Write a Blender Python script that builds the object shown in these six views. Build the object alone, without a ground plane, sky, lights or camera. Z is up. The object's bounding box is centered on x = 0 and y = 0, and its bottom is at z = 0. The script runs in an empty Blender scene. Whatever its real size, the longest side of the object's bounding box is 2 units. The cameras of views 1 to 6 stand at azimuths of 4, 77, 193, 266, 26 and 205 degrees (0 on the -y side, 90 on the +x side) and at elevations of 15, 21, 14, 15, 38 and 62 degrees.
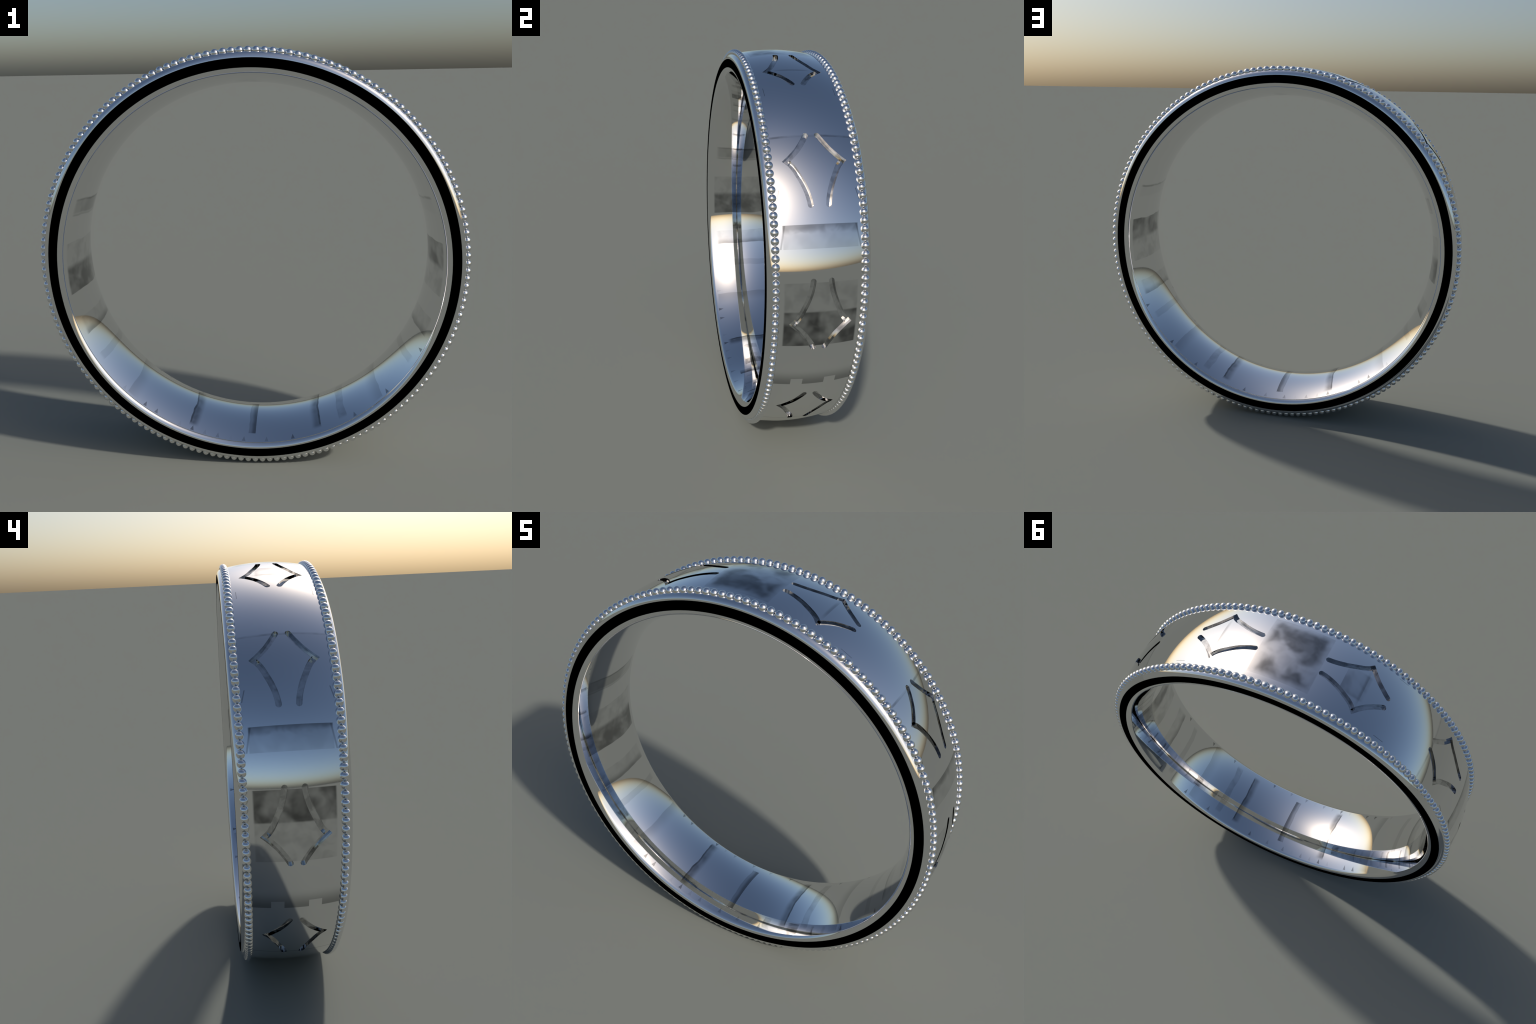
"""A polished silver band ring standing on edge: domed outer face with ten
engraved concave-star motifs, a row of milgrain beads along each edge, flat
black side faces and a rounded comfort-fit bore."""
import bpy, bmesh, math
from mathutils import Vector

# ------------------------------------------------------------------ sizes (m)
CENTRE_Z = 1.0                    # ring axis runs along y through (0, 0, 1)
SIDE_Y = 0.229                    # the flat black side faces lie at y = +-SIDE_Y
SIDE_OUT, SIDE_IN = 0.951, 0.909  # radii of the black faces
DOME_TOP, DOME_K = 1.0, 0.55       # outer dome: r = top - k*y^2
BORE_MIN, BORE_K = 0.845, 0.89    # inner dome: r = min + k*y^2
END_TILT = math.radians(85)       # tilt of both fillets where they meet the sides
SEGMENTS = 720

BEADS, BEAD_R, BEAD_Y = 172, 0.0177, 0.1965
BEAD_CENTRE = 0.9805

MOTIFS = 10
GROOVE_HALF = 0.0124
GROOVE_DEPTH = 0.0165
REF_R = 0.995                     # radius on which motif arc lengths are measured


# ------------------------------------------------------------------- profiles
def solve_fillet(sign, base, k, side_r):
    """Fillet circle tangent to r = base + sign*k*y^2 that reaches
    (SIDE_Y, side_r) with normal tilt END_TILT.  Returns y of the tangent
    point, its tilt and the fillet radius."""
    lo, hi = 0.12, SIDE_Y - 1e-4
    for _ in range(60):
        ye = 0.5 * (lo + hi)
        tilt = math.atan(2 * k * ye)
        rho = (SIDE_Y - ye) / (math.sin(END_TILT) - math.sin(tilt))
        reach = k * ye * ye + rho * (math.cos(tilt) - math.cos(END_TILT))
        if reach > abs(side_r - base):
            lo = ye
        else:
            hi = ye
    return ye, tilt, rho


def edge_profile(sign, base, k, side_r, dome_steps, fillet_steps):
    """Points (y, r, tilt) from -SIDE_Y to +SIDE_Y; tilt is the lean of the
    normal toward +y."""
    ye, tilt0, rho = solve_fillet(sign, base, k, side_r)
    half = []
    for i in range(1, dome_steps + 1):
        y = ye * i / dome_steps
        half.append((y, base + sign * k * y * y, math.atan(2 * k * y)))
    r0 = base + sign * k * ye * ye
    for i in range(1, fillet_steps + 1):
        a = tilt0 + (END_TILT - tilt0) * i / fillet_steps
        y = ye + rho * (math.sin(a) - math.sin(tilt0))
        r = r0 + sign * rho * (math.cos(tilt0) - math.cos(a))
        half.append((y, r, a))
    half[-1] = (SIDE_Y, side_r, END_TILT)
    return [(-y, r, -a) for y, r, a in reversed(half)] + [(0.0, base, 0.0)] + half


OUTER = edge_profile(-1, DOME_TOP, DOME_K, SIDE_OUT, 16, 14)
BORE = edge_profile(+1, BORE_MIN, BORE_K, SIDE_IN, 16, 14)


def tilt_at(profile, y):
    for (y0, _, a0), (y1, _, a1) in zip(profile, profile[1:]):
        if y <= y1:
            f = 0.0 if y1 == y0 else (y - y0) / (y1 - y0)
            return a0 + (a1 - a0) * f
    return profile[-1][2]


def ring_normal(co, outward, profile):
    a = tilt_at(profile, co.y)
    rad = Vector((co.x, 0.0, co.z - CENTRE_Z)).normalized()
    return (rad * outward * math.cos(a) + Vector((0, math.sin(a), 0))).normalized()


def polar(phi, r, y):
    return Vector((r * math.cos(phi), y, CENTRE_Z + r * math.sin(phi)))


# ------------------------------------------------------------------ materials
class Field:
    """A scalar in a node tree; arithmetic on it adds Math nodes."""

    def __init__(self, tree, socket):
        self.tree, self.socket = tree, socket

    def _math(self, op, *args):
        n = self.tree.nodes.new("ShaderNodeMath")
        n.operation = op
        for i, a in enumerate(args):
            if isinstance(a, Field):
                self.tree.links.new(a.socket, n.inputs[i])
            else:
                n.inputs[i].default_value = a
        return Field(self.tree, n.outputs[0])

    def __add__(self, o): return self._math("ADD", self, o)
    def __radd__(self, o): return self._math("ADD", o, self)
    def __sub__(self, o): return self._math("SUBTRACT", self, o)
    def __rsub__(self, o): return self._math("SUBTRACT", o, self)
    def __mul__(self, o): return self._math("MULTIPLY", self, o)
    def __rmul__(self, o): return self._math("MULTIPLY", o, self)
    def abs(self): return self._math("ABSOLUTE", self)
    def fract(self): return self._math("FRACT", self)
    def min(self, o): return self._math("MINIMUM", self, o)
    def max(self, o): return self._math("MAXIMUM", self, o)
    def above(self, v): return self._math("GREATER_THAN", self, v)

    def ramp(self, lo, hi, smooth=True):
        """0 at lo, 1 at hi (lo may exceed hi), clamped."""
        n = self.tree.nodes.new("ShaderNodeMapRange")
        n.interpolation_type = "SMOOTHSTEP" if smooth else "LINEAR"
        flip = lo > hi
        n.inputs["From Min"].default_value = min(lo, hi)
        n.inputs["From Max"].default_value = max(lo, hi)
        n.inputs["To Min"].default_value = 1.0 if flip else 0.0
        n.inputs["To Max"].default_value = 0.0 if flip else 1.0
        self.tree.links.new(self.socket, n.inputs["Value"])
        return Field(self.tree, n.outputs[0])

    def band(self, lo, hi, soft_lo, soft_hi=None):
        soft_hi = soft_lo if soft_hi is None else soft_hi
        return self.ramp(lo, lo + soft_lo) * self.ramp(hi, hi - soft_hi)


class RingSpace:
    """Fields of a ring material: beta (degrees down from the top of the ring,
    same on both halves), side (+1 where x > 0), y, and noises."""

    def __init__(self, tree):
        self.tree = tree
        nodes, links = tree.nodes, tree.links
        self.coord = nodes.new("ShaderNodeTexCoord")
        sep = nodes.new("ShaderNodeSeparateXYZ")
        links.new(self.coord.outputs["Object"], sep.inputs[0])
        x, self.y, z = (Field(tree, o) for o in sep.outputs)
        up = z - CENTRE_Z
        self.side = x._math("SIGN", x)
        self.beta = x._math("ARCTAN2", x.abs(), up) * (180 / math.pi)
        self.reach = self.y.abs()

    def noise(self, scale, detail=3.0, distortion=0.0):
        n = self.tree.nodes.new("ShaderNodeTexNoise")
        n.inputs["Scale"].default_value = scale
        n.inputs["Detail"].default_value = detail
        n.inputs["Distortion"].default_value = distortion
        self.tree.links.new(self.coord.outputs["Object"], n.inputs["Vector"])
        return Field(self.tree, n.outputs[0])


def outer_baked_shade(s):
    """Baked-in shading painted on the outer band: dark patches, lines, dashes."""
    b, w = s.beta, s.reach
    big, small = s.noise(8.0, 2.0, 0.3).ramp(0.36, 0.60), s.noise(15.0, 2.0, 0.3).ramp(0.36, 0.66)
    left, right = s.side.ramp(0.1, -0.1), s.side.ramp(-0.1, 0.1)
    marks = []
    # blotchy square of painted shade at the very top
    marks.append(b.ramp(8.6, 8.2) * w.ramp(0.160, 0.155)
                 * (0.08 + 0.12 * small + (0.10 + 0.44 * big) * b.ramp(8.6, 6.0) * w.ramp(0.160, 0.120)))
    # star interiors darkened, with shade lines drawn from tip to tip
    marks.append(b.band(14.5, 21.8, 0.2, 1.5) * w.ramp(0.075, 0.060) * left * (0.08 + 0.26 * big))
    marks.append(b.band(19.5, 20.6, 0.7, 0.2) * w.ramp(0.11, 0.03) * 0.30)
    # short dark dashes of baked shade beside the beads
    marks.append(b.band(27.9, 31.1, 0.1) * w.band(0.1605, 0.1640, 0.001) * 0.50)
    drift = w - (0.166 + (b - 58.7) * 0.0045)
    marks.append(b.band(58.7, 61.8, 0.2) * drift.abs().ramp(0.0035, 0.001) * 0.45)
    # shade line drawn across the band, tone slightly darkened below it
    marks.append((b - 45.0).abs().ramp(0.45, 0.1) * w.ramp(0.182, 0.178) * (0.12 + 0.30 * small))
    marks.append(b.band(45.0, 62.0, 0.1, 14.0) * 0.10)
    # strip of shade put into the colour, hard upper edge
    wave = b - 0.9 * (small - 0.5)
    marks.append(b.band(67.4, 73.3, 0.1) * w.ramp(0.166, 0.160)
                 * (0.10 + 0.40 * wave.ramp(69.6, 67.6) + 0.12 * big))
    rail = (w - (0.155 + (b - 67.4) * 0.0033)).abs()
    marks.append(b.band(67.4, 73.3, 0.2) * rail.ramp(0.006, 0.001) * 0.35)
    # broad occlusion patch painted over the motif at the side
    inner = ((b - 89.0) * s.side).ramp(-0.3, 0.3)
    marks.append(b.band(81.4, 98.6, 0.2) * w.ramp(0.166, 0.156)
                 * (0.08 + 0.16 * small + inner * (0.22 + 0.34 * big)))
    # painted shade fading upward from a hard lower edge, two notches left light
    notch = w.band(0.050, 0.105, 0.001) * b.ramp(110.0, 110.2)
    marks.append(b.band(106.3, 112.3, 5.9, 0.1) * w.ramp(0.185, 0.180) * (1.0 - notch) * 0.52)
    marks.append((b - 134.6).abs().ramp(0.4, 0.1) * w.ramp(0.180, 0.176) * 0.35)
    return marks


def bore_baked_shade(s):
    """Occlusion from a light bake, coloured in as dark lines and patches across the bore."""
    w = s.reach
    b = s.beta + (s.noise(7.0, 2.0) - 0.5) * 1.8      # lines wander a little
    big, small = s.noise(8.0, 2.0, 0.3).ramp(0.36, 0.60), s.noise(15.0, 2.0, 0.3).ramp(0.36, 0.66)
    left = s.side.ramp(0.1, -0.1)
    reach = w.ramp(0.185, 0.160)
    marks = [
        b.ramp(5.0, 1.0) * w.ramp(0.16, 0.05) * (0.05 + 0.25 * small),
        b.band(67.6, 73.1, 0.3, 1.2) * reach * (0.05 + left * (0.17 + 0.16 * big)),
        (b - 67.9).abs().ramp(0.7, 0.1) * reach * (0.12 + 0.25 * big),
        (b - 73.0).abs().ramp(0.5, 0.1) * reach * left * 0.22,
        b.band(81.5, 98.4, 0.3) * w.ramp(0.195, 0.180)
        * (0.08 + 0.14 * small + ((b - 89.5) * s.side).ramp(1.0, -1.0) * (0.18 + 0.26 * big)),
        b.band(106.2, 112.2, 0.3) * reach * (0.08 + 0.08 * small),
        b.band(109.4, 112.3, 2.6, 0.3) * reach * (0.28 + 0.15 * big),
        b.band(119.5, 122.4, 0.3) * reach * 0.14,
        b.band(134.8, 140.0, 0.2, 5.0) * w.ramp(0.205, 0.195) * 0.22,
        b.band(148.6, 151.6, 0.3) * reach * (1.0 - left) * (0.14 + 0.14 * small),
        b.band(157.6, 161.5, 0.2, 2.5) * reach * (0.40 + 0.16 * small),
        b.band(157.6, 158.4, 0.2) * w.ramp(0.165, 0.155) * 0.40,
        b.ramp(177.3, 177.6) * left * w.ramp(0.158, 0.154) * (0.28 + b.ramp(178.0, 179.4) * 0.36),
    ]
    # small wedges of baked darkness along both edges of the lower half
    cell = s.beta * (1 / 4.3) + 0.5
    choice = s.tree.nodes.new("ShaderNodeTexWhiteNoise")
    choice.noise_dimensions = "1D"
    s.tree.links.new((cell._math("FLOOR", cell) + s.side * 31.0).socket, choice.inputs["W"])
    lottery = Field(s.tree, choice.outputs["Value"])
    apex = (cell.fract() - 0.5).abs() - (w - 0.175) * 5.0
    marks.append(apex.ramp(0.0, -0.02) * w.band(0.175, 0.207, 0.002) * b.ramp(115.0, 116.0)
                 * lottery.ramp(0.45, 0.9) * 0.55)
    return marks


def groove_baked_shade(s):
    """Groove silver patchily darkened for the ambient occlusion of the recesses."""
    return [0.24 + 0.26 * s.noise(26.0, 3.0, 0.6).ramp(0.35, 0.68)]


SILVER_TONE = 0.82


def silver_material(name, baked_shade=None):
    mat = bpy.data.materials.new(name)
    mat.use_nodes = True
    tree = mat.node_tree
    bsdf = tree.nodes["Principled BSDF"]
    bsdf.inputs["Base Color"].default_value = (SILVER_TONE, SILVER_TONE, SILVER_TONE, 1)
    bsdf.inputs["Metallic"].default_value = 1.0
    bsdf.inputs["Roughness"].default_value = 0.04
    if baked_shade is not None:
        keep = None
        for m in baked_shade(RingSpace(tree)):
            clear = 1.0 - m
            keep = clear if keep is None else keep * clear
        tone = keep * SILVER_TONE
        rgb = tree.nodes.new("ShaderNodeCombineColor")
        for k in range(3):
            tree.links.new(tone.socket, rgb.inputs[k])
        tree.links.new(rgb.outputs[0], bsdf.inputs["Base Color"])
    return mat


def black_material():
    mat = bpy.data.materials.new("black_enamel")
    mat.use_nodes = True
    b = mat.node_tree.nodes["Principled BSDF"]
    b.inputs["Base Color"].default_value = (0.0, 0.0, 0.0, 1)
    b.inputs["Roughness"].default_value = 1.0
    b.inputs["Specular IOR Level"].default_value = 0.0
    return mat


SILVER_BAND = silver_material("band_silver", outer_baked_shade)
SILVER_BORE = silver_material("bore_silver", bore_baked_shade)
SILVER_BEAD = silver_material("milgrain_silver")
SILVER_GROOVE = silver_material("engraved_silver", groove_baked_shade)
BLACK = black_material()


# -------------------------------------------------------------------- helpers
def link(obj, parent=None):
    bpy.context.scene.collection.objects.link(obj)
    if parent is not None:
        obj.parent = parent
    return obj


def mesh_object(name, verts, faces, normals, material, parent):
    me = bpy.data.meshes.new(name)
    me.from_pydata(verts, [], faces)
    me.polygons.foreach_set("use_smooth", [True] * len(me.polygons))
    me.materials.append(material)
    me.update()
    if normals is not None:
        me.normals_split_custom_set(normals)
    return link(bpy.data.objects.new(name, me), parent)


def revolve(profile, flip):
    """Vertices and quads of a closed revolution of an open profile."""
    n = len(profile)
    verts = [polar(2 * math.pi * i / SEGMENTS, r, y)
             for i in range(SEGMENTS) for y, r, _ in profile]
    faces = []
    for i in range(SEGMENTS):
        j = (i + 1) % SEGMENTS
        for k in range(n - 1):
            q = (i * n + k, i * n + k + 1, j * n + k + 1, j * n + k)
            faces.append(q if flip else q[::-1])
    return verts, faces


# ------------------------------------------------------------- motif grooves
def spline(points, steps):
    """Catmull-Rom through the points, ends extrapolated."""
    p = [Vector(q) for q in points]
    p = [2 * p[0] - p[1]] + p + [2 * p[-1] - p[-2]]
    out = []
    for i in range(1, len(p) - 2):
        for s in range(steps):
            t = s / steps
            a, b, c, d = p[i - 1], p[i], p[i + 1], p[i + 2]
            out.append(0.5 * ((2 * b) + (c - a) * t + (2 * a - 5 * b + 4 * c - d) * t * t
                              + (3 * b - a - 3 * c + d) * t ** 3))
    out.append(p[-2])
    return out


# Centre lines on one side of a motif, as (arc length along the ring, |y|).
# They run from the side tip to the wide-set end and to the close-set end.
TIP = (-0.040, 0.1230)
LONG_ARM = [TIP, (-0.022, 0.1060), (-0.001, 0.0925), (0.0315, 0.0770), (0.063, 0.0628),
            (0.098, 0.0505), (0.129, 0.0430), (0.153, 0.0395)]
SHORT_ARM = [TIP, (-0.0525, 0.1080), (-0.0735, 0.0862), (-0.0965, 0.0655),
             (-0.133, 0.0400), (-0.157, 0.0260)]


def groove_outline():
    """Stations (left edge, right edge) of the bent groove, from the close-set
    end round the mitred tip to the wide-set end."""
    short = spline(SHORT_ARM, 8)[::-1]
    long_ = spline(LONG_ARM, 8)
    path = short + long_[1:]
    corner = len(short) - 1
    h = GROOVE_HALF
    stations = []

    def cap(centre, direction, order):
        side = Vector((-direction.y, direction.x))
        rows = []
        for i in range(1, 8):
            a = math.pi / 2 * i / 7
            w = max(h * math.cos(a), 0.0006)
            rows.append((centre + direction * h * math.sin(a), side * w))
        rows = rows[::-1] if order < 0 else rows
        return rows

    def tangent(a, b):
        return (b - a).normalized()

    t0 = tangent(path[1], path[0])
    for c, s in cap(path[0], t0, -1):
        stations.append((c - s, c + s))
    for i, c in enumerate(path):
        if i == corner:
            ta, tb = tangent(path[i - 1], c), tangent(c, path[i + 1])
            na, nb = Vector((-ta.y, ta.x)), Vector((-tb.y, tb.x))
            m = (na + nb).normalized()
            m = m * (h / m.dot(na))
            stations.append((c + m, c - m))
        else:
            a = path[max(i - 1, 0)]
            b = path[min(i + 1, len(path) - 1)]
            if i == corner - 1:
                b = c
            if i == corner + 1:
                a = c
            t = tangent(a, b)
            s = Vector((-t.y, t.x)) * h
            stations.append((c + s, c - s))
    t1 = tangent(path[-2], path[-1])
    for c, s in cap(path[-1], t1, +1):
        stations.append((c + s, c - s))
    return stations


OUTLINE = groove_outline()


def dome(y):
    return DOME_TOP - DOME_K * y * y


def build_cutter():
    """One mesh holding every groove as a closed prism that dips GROOVE_DEPTH
    below the dome."""
    bm = bmesh.new()
    for m in range(MOTIFS):
        phi_c = 2 * math.pi * m / MOTIFS
        turn = 1 if m % 2 == 0 else -1
        for side in (-1, 1):
            rows = []
            for left, right in OUTLINE:
                row = []
                for p, top in ((left, True), (right, True), (right, False), (left, False)):
                    phi = phi_c + turn * p.x / REF_R
                    y = side * p.y
                    r = dome(y) + (0.02 if top else -GROOVE_DEPTH)
                    row.append(bm.verts.new(polar(phi, r, y)))
                rows.append(row)
            for a, b in zip(rows, rows[1:]):
                for k in range(4):
                    bm.faces.new((a[k], a[(k + 1) % 4], b[(k + 1) % 4], b[k]))
            bm.faces.new(rows[0][::-1])
            bm.faces.new(rows[-1])
    bmesh.ops.recalc_face_normals(bm, faces=bm.faces)
    me = bpy.data.meshes.new("groove_cutter")
    bm.to_mesh(me)
    bm.free()
    return me


def build_body():
    """Closed solid ring, grooves cut out of it.  Polygons carry material
    indices 0 outer, 1 bore, 2 sides, 3 grooves."""
    ov, of = revolve(OUTER, False)
    bv, bf = revolve(BORE, True)
    off, no, nb = len(ov), len(OUTER), len(BORE)
    faces = list(of) + [tuple(i + off for i in f) for f in bf]
    kinds = [0] * len(of) + [1] * len(bf)
    for i in range(SEGMENTS):
        j = (i + 1) % SEGMENTS
        faces.append((i * no, j * no, off + j * nb, off + i * nb))
        faces.append((i * no + no - 1, off + i * nb + nb - 1, off + j * nb + nb - 1, j * no + no - 1))
        kinds += [2, 2]
    me = bpy.data.meshes.new("ring_body")
    me.from_pydata(ov + bv, [], faces)
    for name in "abcd":
        me.materials.append(bpy.data.materials.new("slot_" + name))
    me.polygons.foreach_set("material_index", kinds)
    me.update()
    bm = bmesh.new()
    bm.from_mesh(me)
    bmesh.ops.recalc_face_normals(bm, faces=bm.faces)
    bm.to_mesh(me)
    bm.free()
    body = link(bpy.data.objects.new("ring_body", me))

    cm = build_cutter()
    for s in me.materials:
        cm.materials.append(s)
    cm.polygons.foreach_set("material_index", [3] * len(cm.polygons))
    cutter = link(bpy.data.objects.new("groove_cutter", cm))

    mod = body.modifiers.new("engrave", "BOOLEAN")
    mod.operation = "DIFFERENCE"
    mod.object = cutter
    mod.solver = "MANIFOLD"
    mod.material_mode = "INDEX"
    dg = bpy.context.evaluated_depsgraph_get()
    result = bpy.data.meshes.new_from_object(body.evaluated_get(dg))
    slots = list(me.materials)
    for o in (body, cutter):
        bpy.data.objects.remove(o)
    bpy.data.meshes.remove(me)
    bpy.data.meshes.remove(cm)
    return result, slots


def region(mesh, polys, name, normal_at, material, parent):
    """New object from some polygons of a mesh; normal_at(vertex, polygon)."""
    remap, verts, faces, normals = {}, [], [], []
    for p in polys:
        f = []
        for vi in p.vertices:
            if vi not in remap:
                remap[vi] = len(verts)
                verts.append(mesh.vertices[vi].co.copy())
            f.append(remap[vi])
            normals.append(normal_at(vi, p))
        faces.append(f)
    return mesh_object(name, verts, faces, normals, material, parent)


# ---------------------------------------------------------------------- build
ring = link(bpy.data.objects.new("silver_ring", None))
ring["label"] = "polished silver band ring with beaded edges and engraved star motifs"
ring["category"] = "ring"

body, slots = build_body()
groups = {0: [], 1: [], 2: [], 3: []}
for p in body.polygons:
    groups[p.material_index].append(p)

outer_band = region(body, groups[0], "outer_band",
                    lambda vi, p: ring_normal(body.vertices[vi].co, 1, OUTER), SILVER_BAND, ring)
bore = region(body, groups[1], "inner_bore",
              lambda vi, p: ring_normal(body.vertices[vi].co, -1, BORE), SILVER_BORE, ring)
for sign in (-1, 1):
    region(body, [p for p in groups[2] if p.center.y * sign > 0], "side_face",
           lambda vi, p: Vector((0, sign, 0)), BLACK, ring)


# engraved motifs: floors follow the dome, walls are smoothed along the groove
def smooth_groove_normals(polys):
    sums = {}
    for p in polys:
        for vi in p.vertices:
            sums.setdefault(vi, []).append((p.normal.copy(), p.area))

    def at(vi, p):
        n = Vector()
        for m, area in sums[vi]:
            if m.dot(p.normal) > math.cos(math.radians(30)):
                n += m * area
        return n.normalized() if n.length > 0 else p.normal.copy()
    return at


for m in range(MOTIFS):
    polys = []
    for p in groups[3]:
        phi = math.atan2(p.center.z - CENTRE_Z, p.center.x)
        d = (phi - 2 * math.pi * m / MOTIFS + math.pi) % (2 * math.pi) - math.pi
        if abs(d) < math.pi / MOTIFS:
            polys.append(p)
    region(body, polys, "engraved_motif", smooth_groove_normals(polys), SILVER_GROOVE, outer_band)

bpy.data.meshes.remove(body)
for s in slots:
    bpy.data.materials.remove(s)

# beads: the lowest ones, which hardly show, are joined into one piece per row
bm = bmesh.new()
bmesh.ops.create_uvsphere(bm, u_segments=32, v_segments=20, radius=BEAD_R)
for f in bm.faces:
    f.smooth = True
bead_mesh = bpy.data.meshes.new("bead")
bm.to_mesh(bead_mesh)
bm.free()
bead_mesh.materials.append(SILVER_BEAD)

JOINED = 22
for sign in (-1, 1):
    joined = bmesh.new()
    for i in range(BEADS):
        phi = math.pi / 2 + 2 * math.pi * i / BEADS
        pos = polar(phi, BEAD_CENTRE, sign * BEAD_Y)
        if abs(i - BEADS // 2 + 0.5) < JOINED / 2:
            start = len(joined.verts)
            joined.from_mesh(bead_mesh)
            joined.verts.ensure_lookup_table()
            for v in joined.verts[start:]:
                v.co += pos
        else:
            o = bpy.data.objects.new("bead", bead_mesh)
            o.location = pos
            link(o, ring)
    me = bpy.data.meshes.new("bead_run")
    joined.to_mesh(me)
    joined.free()
    me.materials.append(SILVER_BEAD)
    o = link(bpy.data.objects.new("bead_run", me), ring)
    o["kind"] = "stuff"
